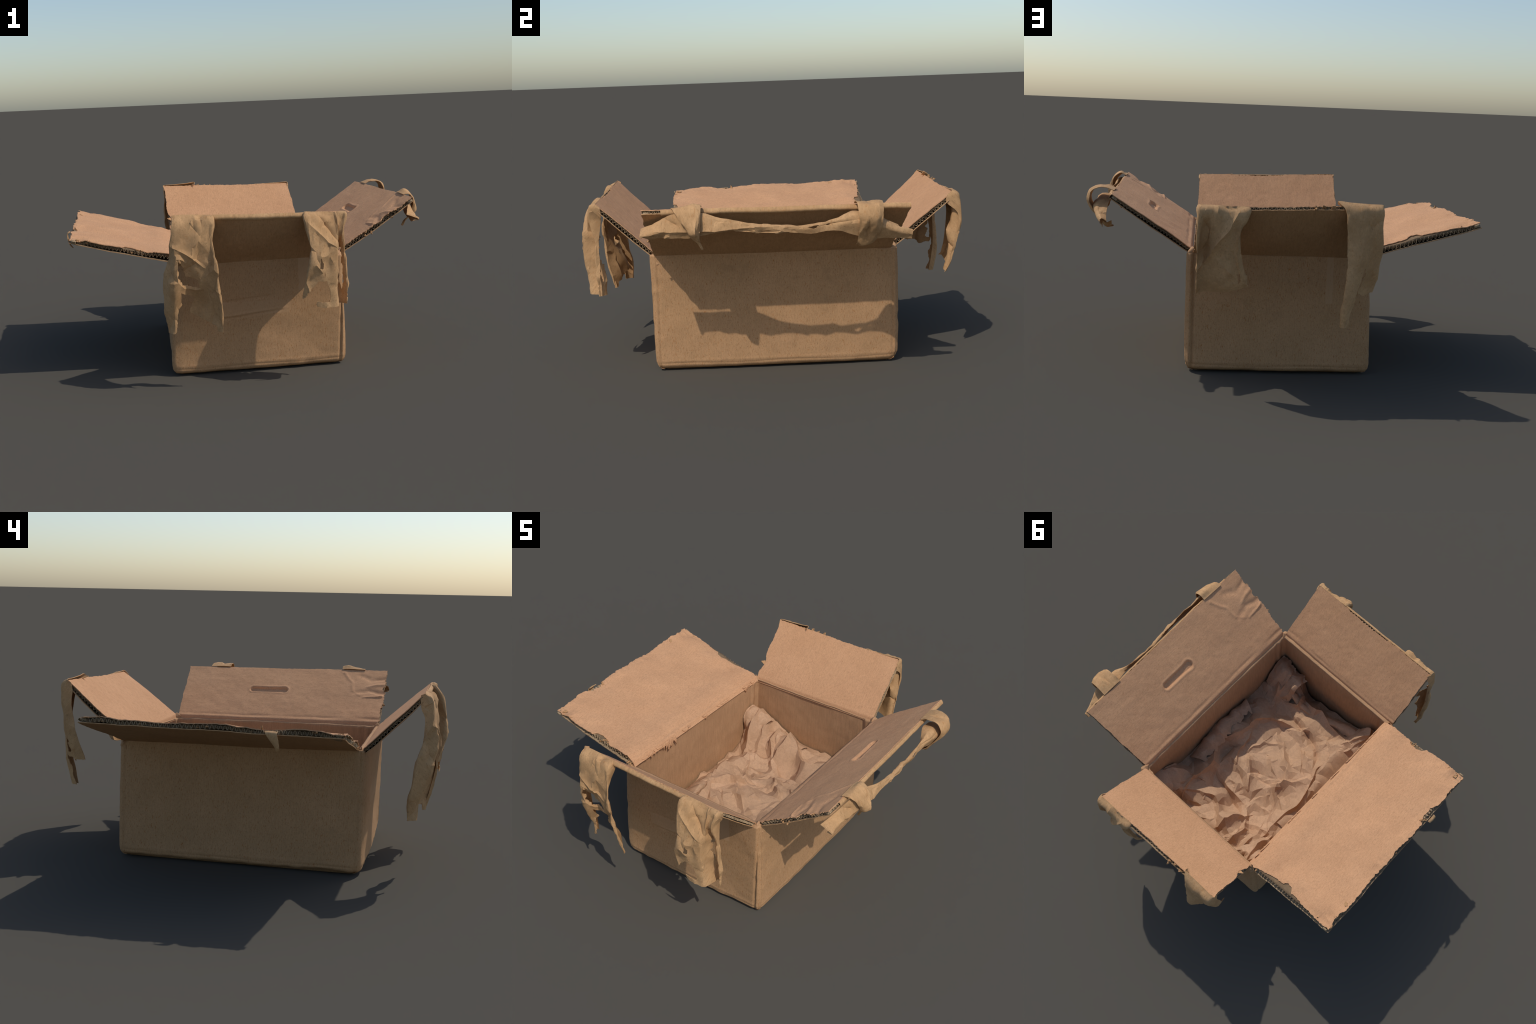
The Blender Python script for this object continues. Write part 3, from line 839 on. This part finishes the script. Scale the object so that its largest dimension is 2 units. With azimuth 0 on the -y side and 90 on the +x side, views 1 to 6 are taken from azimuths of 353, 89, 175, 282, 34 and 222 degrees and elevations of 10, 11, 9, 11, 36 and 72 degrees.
# twisted flat strip along the free edge of the right flap: rows run along y, columns from upper to lower edge
cp = [
    [(0.842, -0.622, 0.806), (0.872, -0.622, 0.796), (0.908, -0.622, 0.780), (0.880, -0.620, 0.772)],
    [(0.862, -0.560, 0.828), (0.888, -0.560, 0.811), (0.905, -0.560, 0.789), (0.880, -0.560, 0.769)],
    [(0.894, -0.485, 0.873), (0.908, -0.485, 0.843), (0.912, -0.485, 0.805), (0.898, -0.480, 0.771)],
    [(0.906, -0.400, 0.883), (0.923, -0.400, 0.848), (0.925, -0.400, 0.805), (0.907, -0.400, 0.768)],
    [(0.914, -0.320, 0.879), (0.928, -0.320, 0.855), (0.929, -0.320, 0.811), (0.917, -0.320, 0.781)],
    [(0.923, -0.245, 0.855), (0.933, -0.245, 0.839), (0.934, -0.245, 0.813), (0.926, -0.245, 0.795)],
    [(0.928, -0.140, 0.833), (0.935, -0.140, 0.825), (0.937, -0.140, 0.807), (0.932, -0.140, 0.791)],
    [(0.926, -0.050, 0.817), (0.931, -0.050, 0.815), (0.935, -0.050, 0.799), (0.930, -0.050, 0.781)],
    [(0.920, 0.040, 0.801), (0.925, 0.040, 0.803), (0.930, 0.040, 0.792), (0.927, 0.040, 0.779)],
    [(0.914, 0.160, 0.795), (0.923, 0.160, 0.809), (0.931, 0.160, 0.795), (0.923, 0.160, 0.771)],
    [(0.913, 0.280, 0.819), (0.927, 0.280, 0.835), (0.936, 0.280, 0.815), (0.925, 0.280, 0.781)],
    [(0.885, 0.360, 0.859), (0.935, 0.360, 0.855), (0.958, 0.360, 0.817), (0.925, 0.360, 0.759)],
    [(0.885, 0.450, 0.843), (0.940, 0.450, 0.839), (0.962, 0.450, 0.805), (0.920, 0.450, 0.738)],
    [(0.890, 0.550, 0.793), (0.935, 0.550, 0.795), (0.945, 0.550, 0.765), (0.912, 0.550, 0.731)],
    [(0.888, 0.632, 0.748), (0.905, 0.634, 0.762), (0.914, 0.635, 0.745), (0.904, 0.633, 0.722)],
]
sheet("paper_strip", cp, Rf, flap_right, 60, 240, 0.0075, 225, axes=(1, 2), crease_=0.036,
      holes=[[(.15, .800), (.175, .806), (.20, .805), (.19, .796), (.165, .794)], [(.225, .810), (.245, .815), (.26, .808), (.24, .802)]],
      ridges=[([(-.58, .80), (-.40, .80), (-.10, .81), (.10, .80)], .008, -.010), ([(-.50, .86), (-.44, .82)], .012, .012), ([(.2, .80), (.36, .83)], .010, .010)], hold=.001)

# two loops that hold the strip to the board
cp = [
    [(.868, -.478, .904), (.868, -.430, .905), (.868, -.380, .907), (.870, -.335, .905)],
    [(.905, -.470, .912), (.908, -.430, .916), (.908, -.385, .914), (.905, -.336, .910)],
    [(.935, -.458, .890), (.945, -.425, .888), (.948, -.385, .884), (.942, -.338, .884)],
    [(.944, -.438, .850), (.958, -.410, .846), (.960, -.375, .842), (.950, -.340, .842)],
    [(.940, -.412, .805), (.960, -.392, .800), (.964, -.370, .800), (.952, -.345, .800)],
    [(.925, -.388, .765), (.940, -.374, .764), (.945, -.362, .762), (.936, -.348, .764)],
    [(.908, -.352, .735), (.914, -.346, .734), (.915, -.342, .733), (.910, -.338, .734)],
    [(.896, -.336, .712), (.899, -.335, .711), (.900, -.334, .710), (.897, -.333, .711)],
]
sheet("paper_loop", cp, Rf, flap_right, 50, 80, 0.011, 231, axes=(1, 2), hold=.12, crease_=.04,
      ridges=[([(-.36, .88), (-.37, .78)], .008, .012)])
cp = [
    [(.860, .372, .895), (.860, .410, .896), (.860, .450, .895), (.860, .498, .893)],
    [(.912, .375, .906), (.915, .410, .909), (.915, .450, .909), (.910, .496, .905)],
    [(.962, .378, .893), (.970, .412, .898), (.970, .452, .897), (.962, .494, .893)],
    [(.985, .382, .838), (.995, .414, .838), (.995, .452, .838), (.988, .490, .840)],
    [(.968, .382, .795), (.980, .414, .792), (.980, .450, .795), (.972, .486, .800)],
    [(.935, .380, .745), (.940, .410, .738), (.942, .445, .746), (.938, .474, .76)],
    [(.902, .378, .710), (.905, .405, .700), (.908, .438, .712), (.905, .466, .73)],
    [(.872, .378, .708), (.875, .405, .704), (.876, .436, .712), (.874, .464, .73)],
]
sheet("paper_loop", cp, Rf, flap_right, 60, 80, 0.011, 237, axes=(1, 2), hold=.12, crease_=.04,
      ridges=[([(.43, .83), (.42, .72)], .012, -.014)])

# strips of paper folded over the cut edge of the board
def edge_cover(fl, flap_obj, u0, u1, relief, seed, inset=0.004):
    n = 160
    us = np.linspace(u0, u1, n)
    H = np.linalg.norm((fl.c[2] + fl.c[3] - fl.c[0] - fl.c[1]) / 2)
    prof = [(0.003, -0.0052), (0.000, -0.0050), (-0.003, -0.0052), (-0.004, -0.008), (-0.0035, -0.013), (-0.004, -0.019), (-0.001, -0.0245), (0.006, -0.0265), (0.014, -0.0262)]
    w = 0.0018 * n1(us, 14, seed) + 0.0008 * n1(us, 70, seed + 1)
    rows_ = []
    for k, (ins, z) in enumerate(prof):
        ragged = (0.006 * np.abs(n1(us, 50, seed + 2)) if k in (0, len(prof) - 1) else 0)
        v = 1 - (ins - ragged + w) / H
        P = fl.surf(us, v, 0, relief)
        P[..., 2] += z * (1 + 0.04 * n1(us, 25, seed + 5))
        rows_.append(P)
    G = np.stack(rows_, 0)
    vv, ff, _ = shell(G, 0.0018)
    ob = new_obj("edge_tape", vv, ff, M_tape, flap_obj, True)
    ob.data.set_sharp_from_angle(angle=math.radians(60))
edge_cover(Rf, flap_right, 0.0, 0.93, relief_right, 411)
edge_cover(F, flap_front, 0.235, 0.775, base_relief(1, 0.001, 0.003, 0.004), 421)

# curled scrap that hangs from the edge of the left flap, and scraps at its torn corners
cp = [[(-.985, -.300, .775), (-.986, -.270, .776), (-.986, -.245, .776)],
      [(-.998, -.300, .765), (-1.000, -.272, .768), (-.998, -.250, .766)],
      [(-.996, -.306, .735), (-.999, -.285, .738), (-.996, -.268, .742)],
      [(-.985, -.308, .705), (-.988, -.298, .706), (-.986, -.288, .712)],
      [(-.972, -.300, .690), (-.973, -.296, .689), (-.972, -.292, .690)]]
sheet("torn_scrap", cp, Lf, flap_left, 24, 40, 0.002, 251, hold=.1)
# ------------------------------------------------------------------ torn liner along the hinge of the left flap
def shreds():
    V, Fc, off = [], [], 0
    r = np.random.default_rng(5)
    for c, w, n, lmax in ((-0.40, 0.13, 11, .03), (-0.30, 0.03, 6, .05), (-0.12, 0.03, 2, .02), (0.05, 0.05, 4, .03), (0.22, 0.06, 3, .02), (0.44, 0.09, 7, .035)):
        for y in r.normal(c, w * 0.6, n):
            y = float(np.clip(y, -0.57, 0.57))
            wd = r.uniform(0.010, 0.055)
            ln = r.uniform(0.3, 1.6) * lmax
            z0 = 0.632 - 0.008 * (y + 0.6) / 1.2
            sl = r.uniform(-0.35, 0.35)
            tip = r.uniform(-0.4, 0.4)
            n_, m = 8, 7
            P = np.zeros((n_, m, 3))
            for i in range(n_):
                t = i / (n_ - 1)
                for j in range(m):
                    q = j / (m - 1) * 2 - 1
                    reach = ln * (0.35 + 0.65 * max(0, 1 - abs(q - tip)) ** 0.8) * (0.8 + 0.4 * ((j * 7919 + int(y * 1e4)) % 5) / 4)
                    P[i, j] = (-0.3915 + 0.007 * math.sin(t * 2.4) + 0.002 * q, y + sl * reach * t + q * wd / 2 * (1 - 0.3 * t), z0 + 0.004 - reach * t)
            vv, ff, _ = shell(P, 0.002)
            V.append(vv)
            Fc.append(ff + off)
            off += len(vv)
    ob = new_obj("liner_shred", np.concatenate(V), np.concatenate(Fc), M_flap_in_along, box, True)
    ob["kind"] = "stuff"
shreds()

# peeled bits of ply along torn edges
def peeled(fl, parent, spots, seed):
    """spots: (u, v, outward direction in the flap's own x/y, how many, spread)"""
    r = np.random.default_rng(seed)
    V, Fc, off = [], [], 0
    for u, v, (ox, oy), count, spread in spots:
        for _ in range(count):
            uu = np.clip(u + r.normal() * spread * abs(oy), 0.01, 0.99)
            v_ = np.clip(v + r.normal() * spread * abs(ox), 0.02, 0.99)
            p = fl.surf(np.array([uu]), np.array([v_]), r.uniform(-0.024, 0), lambda X, Y, u, v: 0 * X)[0]
            wd, ln, lift, tw = r.uniform(.010, .038), r.uniform(.010, .030), r.uniform(-.014, .016), r.uniform(-.5, .5)
            n_, m = 7, 6
            P = np.zeros((n_, m, 3))
            for a in range(n_):
                t = a / (n_ - 1)
                for b in range(m):
                    q = b / (m - 1) * 2 - 1
                    side = q * wd / 2 * (1 - 0.55 * t) + tw * ln * t
                    out = -0.010 + (ln + 0.010) * t * (1 - 0.35 * abs(q - 0.3 * tw))
                    P[a, b] = p + np.array([ox * out - oy * side, oy * out + ox * side, lift * t ** 1.6 + 0.003 * r.normal() * t])
            vv, ff, _ = shell(P, 0.0022)
            V.append(vv)
            Fc.append(ff + off)
            off += len(vv)
    ob = new_obj("peeled_ply", np.concatenate(V), np.concatenate(Fc), M_flap_out, parent, True)
    ob["kind"] = "stuff"
peeled(Lf, flap_left, [(0.03, 0.40, (-1, 0), 7, .12), (0.03, 0.90, (-1, 0), 5, .05), (0.97, 0.30, (1, 0), 7, .12), (0.97, 0.8, (1, 0), 6, .10), (0.02, 0.06, (-1, 0), 3, .03), (0.985, 0.06, (1, 0), 3, .03),
                       (0.25, 0.962, (0, 1), 5, .06), (0.55, 0.965, (0, 1), 4, .10), (0.9, 0.955, (0, 1), 4, .05)], 71)
peeled(Rf, flap_right, [(0.985, 0.75, (1, 0), 6, .10), (0.99, 0.3, (1, 0), 3, .10)], 73)
peeled(B, flap_back, [(0.01, 0.25, (-1, 0), 3, .10), (0.5, 0.99, (0, 1), 4, .15)], 79)

# crushed ears of board where the flaps meet at the corners of the rim
def ears():
    r = np.random.default_rng(9)
    for (x, y), ang in (((.462, -.598), -45), ((.464, .604), 45), ((-.408, .604), 135), ((-.410, -.600), -135)):
        n, m = 26, 18
        P = np.zeros((n, m, 3))
        for i in range(n):
            a = i / (n - 1) * math.pi * 2
            for j in range(m):
                b = j / (m - 1)
                rr = 0.017 * math.sin(math.pi * min(1, 0.08 + 0.92 * b)) + 0.010 * (1 - b)
                P[i, j] = (x + rr * math.cos(a), y + rr * math.sin(a), 0.560 + 0.080 * b)
        P = P + 0.010 * np.stack([fbm(P * 34 + k * 5, 2, 500 + k) for k in range(3)], -1)
        P[-1] = P[0]
        vv, ff, _ = shell(P, 0.002)
        ob = new_obj("rim_corner", vv, ff, M_wall_in, box, True)
        ob.data.set_sharp_from_angle(angle=math.radians(50))
ears()

# ------------------------------------------------------------------ crumpled packing paper
def build_paper():
    nx, ny = 250, 340
    X, Y = np.meshgrid(np.linspace(-0.408, 0.452, nx), np.linspace(-0.590, 0.597, ny), indexing="ij")
    ctrl = np.array([
        # x, y, z : hills and hollows of the sheet
        (-0.41, -0.59, 0.36), (-0.33, -0.53, 0.37), (-0.41, -0.30, 0.17), (-0.41, -0.10, 0.17), (-0.41, 0.15, 0.17), (-0.41, 0.40, 0.16),
        (-0.40, 0.56, 0.41), (-0.35, 0.46, 0.39), (-0.30, 0.58, 0.37), (-0.15, 0.56, 0.31), (-0.08, 0.48, 0.29), (0.00, 0.58, 0.23), (0.11, 0.42, 0.26), (0.20, 0.58, 0.22),
        (0.21, 0.44, 0.27), (0.32, 0.40, 0.26), (0.44, 0.57, 0.41), (0.39, 0.47, 0.36), (0.44, 0.33, 0.22), (0.44, 0.02, 0.29), (0.44, -0.30, 0.20), (0.44, -0.50, 0.17),
        (0.42, -0.57, 0.37), (0.30, -0.54, 0.34), (0.38, -0.45, 0.29), (0.17, -0.59, 0.07), (0.05, -0.59, 0.08), (-0.05, -0.58, 0.15), (-0.20, -0.59, 0.21), (0.08, -0.50, 0.175), (-0.10, -0.47, 0.19),
        (-0.05, -0.05, 0.24), (-0.06, -0.14, 0.225), (0.09, -0.09, 0.215), (0.05, -0.25, 0.20), (0.20, -0.15, 0.235), (0.22, 0.05, 0.235), (0.08, 0.12, 0.225), (-0.05, 0.20, 0.215),
        (-0.08, 0.04, 0.24), (-0.18, 0.10, 0.17), (-0.17, 0.30, 0.18), (0.03, 0.33, 0.18), (-0.20, -0.02, 0.22), (-0.18, -0.16, 0.25), (-0.18, -0.28, 0.22),
        (0.28, 0.17, 0.22), (0.34, -0.02, 0.275), (0.33, -0.22, 0.25), (0.20, -0.40, 0.21), (-0.02, -0.38, 0.20), (-0.24, -0.42, 0.25),
        (-0.25, 0.10, 0.22), (-0.26, 0.28, 0.20), (0.20, 0.27, 0.18), (0.37, 0.12, 0.275), (0.28, -0.10, 0.25),
    ])
    d2 = (X[..., None] - ctrl[:, 0]) ** 2 + (Y[..., None] - ctrl[:, 1]) ** 2
    w = np.exp(-d2 / (2 * 0.045 ** 2)) + 0.0004 / (d2 + 0.02)
    Z = (w * ctrl[:, 2]).sum(-1) / w.sum(-1)
    wob = 0.010 * np.stack([fbm(np.stack([X * 11, Y * 11, 0 * X + k], -1), 2, 61) for k in (0, 5)], 0)

    def fold(pts, h, w1, w2):
        """a sharp crest, w1 wide on its right-hand side and w2 on its left"""
        d, run, side = seg_dist(X + wob[0], Y + wob[1], pts)
        ww = np.where(side > 0, w1, w2)
        return h * np.exp(-d / ww) * np.sin(math.pi * np.clip(0.15 + 0.7 * run, 0, 1))
    for pts, h, w1, w2 in (
        ([(-.33, -.50), (-.24, -.30), (-.23, -.19), (-.26, -.07), (-.28, .03), (-.27, .18), (-.26, .32)], .04, .06, .014),
        ([(-.24, -.12), (-.18, .00), (-.09, .05), (-.13, .12), (-.18, .20)], .045, .012, .06),
        ([(.25, .26), (.16, .28), (.03, .32), (-.08, .35)], -.035, .03, .015),
        ([(.25, .46), (.21, .42), (.13, .40), (.03, .46), (-.02, .47), (-.15, .51)], .04, .014, .035),
        ([(.43, .50), (.38, .42), (.30, .39), (.27, .49)], .04, .03, .014),
        ([(.43, .01), (.36, .12), (.29, .23), (.28, .35), (.31, .44)], .055, .035, .018),
        ([(.35, .09), (.30, -.02), (.28, -.16), (.24, -.24), (.08, -.32)], .04, .012, .04),
        ([(.18, .13), (.23, .05), (.24, -.04), (.26, -.08)], .03, .012, .03),
        ([(.19, -.36), (-.04, -.34), (-.16, -.27), (-.22, -.14)], -.03, .02, .02),
        ([(.32, -.42), (.29, -.55)], .05, .03, .015), ([(.21, -.56), (.17, -.44), (.25, -.38)], .05, .02, .015),
        ([(.43, -.52), (.35, -.44), (.32, -.38)], .05, .03, .015),
        ([(.21, -.53), (.06, -.49), (-.10, -.46), (-.23, -.45)], .06, .03, .014),
        ([(-.07, -.55), (-.19, -.57), (-.31, -.56), (-.33, -.53), (-.25, -.43)], .04, .025, .012),
        ([(-.34, .58), (-.32, .45), (-.30, .33)], .07, .02, .03), ([(-.24, .57), (-.25, .44), (-.22, .34)], .055, .015, .03),
        ([(-.16, .55), (-.16, .43), (-.11, .36)], .05, .03, .015), ([(-.02, .52), (-.05, .42), (-.10, .34)], .05, .015, .03),
        # creases that run over the mound
        ([(.16, .03), (.11, .08), (.05, .12)], .018, .010, .025), ([(.13, .02), (.02, .08)], -.016, .012, .020), ([(.06, -.05), (-.06, .02)], .020, .010, .025),
        ([(.05, -.16), (-.09, -.02)], .016, .008, .03), ([(-.05, -.21), (-.14, -.12)], .016, .025, .008), ([(.16, -.11), (.05, -.16)], .018, .012, .02),
        ([(.19, .02), (.16, -.11)], .020, .012, .03), ([(.07, .12), (.01, .21)], .018, .025, .008), ([(.00, .11), (-.10, .11)], -.015, .01, .02),
        ([(-.08, .24), (-.19, .23)], .018, .02, .008), ([(-.09, .15), (-.14, .22)], .016, .008, .02), ([(.15, .27), (-.01, .29)], .025, .010, .03),
    ):
        Z = Z + fold(pts, 1.3 * h, 1.1 * w1, w2)
    # creased facets, large to small
    wx, wy = X + 1.5 * wob[0], Y + 1.5 * wob[1]
    calm = 1 - 0.30 * np.exp(-((X - .02) ** 2 + (Y + .05) ** 2) / 0.05)
    Z = Z + calm * (facets(wx, wy, 0.090, 0.034, 81) + facets(wx, wy, 0.045, 0.011, 82)) + facets(X, Y, 0.024, 0.0022, 83)
    Zp = np.pad(Z, 1, mode="edge")
    Z = 0.88 * Z + 0.03 * (Zp[:-2, 1:-1] + Zp[2:, 1:-1] + Zp[1:-1, :-2] + Zp[1:-1, 2:])
    Z = np.maximum(Z, 0.04)
    dx = 0.014 * fbm(np.stack([X * 8, Y * 8, Z * 9], -1), 2, 93)
    dy = 0.014 * fbm(np.stack([X * 8, Y * 8, Z * 9 + 4], -1), 2, 94)
    edge_f = np.minimum.reduce([smooth(-.408, -.36, X), smooth(.452, .40, X), smooth(-.59, -.54, Y), smooth(.597, .55, Y)])
    P = np.stack([X + dx * edge_f, Y + dy * edge_f, Z], -1)
    vv, ff, _ = shell(P, 0.004, down=(0, 0, 1))
    ob = new_obj("crumpled_paper", vv, ff, M_paper, None, True)
    crease(ob, 9000, 16)
    ob["label"] = "crumpled sheet of brown packing paper lining a box"
    ob["category"] = "packing paper"

    # loose ends of the paper that stand up and lean over the rest
    def loose(cp, amp, seed, nu=90, nv=70, crease=.042, ragged=.03):
        sheet("paper_fold", cp, None, ob, nu, nv, 1.1 * amp, seed, mat=M_paper, thick=0.003, crease_=1.25 * crease, panels=1600, hold=.15, ragged=ragged)
    # long curled lip beside the left wall
    loose([[(-.400, -.46, .20), (-.400, -.30, .19), (-.400, -.10, .19), (-.400, .08, .19), (-.400, .22, .18)],
           [(-.345, -.46, .25), (-.340, -.30, .245), (-.350, -.10, .235), (-.355, .08, .225), (-.350, .24, .21)],
           [(-.275, -.42, .30), (-.262, -.28, .302), (-.285, -.08, .282), (-.300, .08, .265), (-.285, .24, .248)],
           [(-.235, -.40, .295), (-.228, -.26, .300), (-.252, -.06, .275), (-.268, .08, .257), (-.245, .25, .238)],
           [(-.238, -.39, .25), (-.230, -.25, .245), (-.252, -.06, .225), (-.268, .08, .208), (-.240, .25, .19)]], .012, 611, nu=130, nv=50)
    # crushed end in the far corner
    loose([[(-.385, .40, .22), (-.31, .37, .21), (-.22, .36, .19)],
           [(-.392, .43, .30), (-.335, .41, .30), (-.24, .40, .27)],
           [(-.395, .47, .40), (-.350, .46, .41), (-.26, .45, .34)],
           [(-.390, .53, .445), (-.345, .52, .435), (-.25, .51, .38)],
           [(-.375, .575, .425), (-.33, .570, .405), (-.24, .565, .365)]], .026, 617, crease=.045)
    loose([[(-.16, .38, .20), (-.06, .39, .19), (.03, .39, .17)],
           [(-.165, .42, .27), (-.075, .43, .26), (.02, .43, .23)],
           [(-.17, .465, .325), (-.085, .475, .32), (.01, .47, .275)],
           [(-.16, .51, .335), (-.08, .525, .315), (.02, .52, .27)],
           [(-.15, .56, .32), (-.07, .57, .27), (.03, .57, .24)]], .020, 619, crease=.045)
    # looped edge near the back wall
    loose([[(.05, .56, .22), (.14, .57, .21), (.24, .57, .22), (.34, .57, .24)],
           [(.04, .52, .23), (.13, .50, .225), (.23, .51, .24), (.33, .52, .27)],
           [(.02, .475, .245), (.12, .435, .255), (.22, .445, .27), (.32, .45, .295)],
           [(.01, .45, .240), (.12, .410, .250), (.22, .420, .265), (.31, .42, .29)],
           [(.01, .445, .235), (.12, .412, .23), (.22, .425, .24), (.31, .42, .25)]], .014, 631, nu=90)
    # crushed end in the near right corner
    loose([[(.42, -.42, .20), (.34, -.39, .20), (.24, -.39, .18)],
           [(.43, -.46, .29), (.35, -.44, .30), (.23, -.44, .27)],
           [(.44, -.53, .37), (.36, -.52, .375), (.23, -.50, .335)],
           [(.44, -.58, .38), (.35, -.585, .36), (.22, -.57, .32)]], .026, 641, crease=.045)
    # crushed end in the front left corner, and the rolled edge that runs off along the front wall
    loose([[(-.395, -.42, .22), (-.33, -.40, .22), (-.25, -.42, .21)],
           [(-.398, -.46, .31), (-.335, -.45, .32), (-.25, -.46, .27)],
           [(-.400, -.52, .375), (-.335, -.52, .390), (-.25, -.52, .30)],
           [(-.395, -.58, .385), (-.33, -.585, .37), (-.24, -.575, .29)]], .024, 659)
    loose([[(-.30, -.56, .31), (-.15, -.555, .23), (.00, -.52, .19), (.14, -.49, .19), (.26, -.50, .25)],
           [(-.30, -.53, .345), (-.15, -.53, .265), (.00, -.495, .225), (.14, -.465, .225), (.26, -.475, .29)],
           [(-.29, -.49, .335), (-.15, -.495, .265), (.00, -.465, .225), (.14, -.435, .225), (.26, -.445, .285)],
           [(-.29, -.475, .29), (-.15, -.485, .225), (.00, -.46, .19), (.14, -.43, .19), (.26, -.435, .24)]], .010, 663, nu=130)
    # crushed end in the back right corner
    loose([[(.30, .44, .22), (.36, .40, .22), (.44, .36, .22)],
           [(.30, .48, .30), (.37, .45, .32), (.445, .42, .31)],
           [(.31, .53, .345), (.38, .51, .38), (.45, .49, .38)],
           [(.32, .58, .32), (.39, .575, .37), (.45, .56, .39)]], .024, 647)
    # sheet folded back against the right wall
    loose([[(.44, -.22, .20), (.445, -.05, .24), (.445, .14, .24), (.44, .30, .20)],
           [(.43, -.22, .27), (.435, -.05, .305), (.43, .14, .30), (.42, .30, .25)],
           [(.39, -.20, .295), (.40, -.05, .330), (.385, .13, .325), (.37, .28, .28)],
           [(.345, -.18, .275), (.35, -.05, .310), (.335, .12, .30), (.32, .26, .25)]], .014, 653, nu=110)
build_paper()
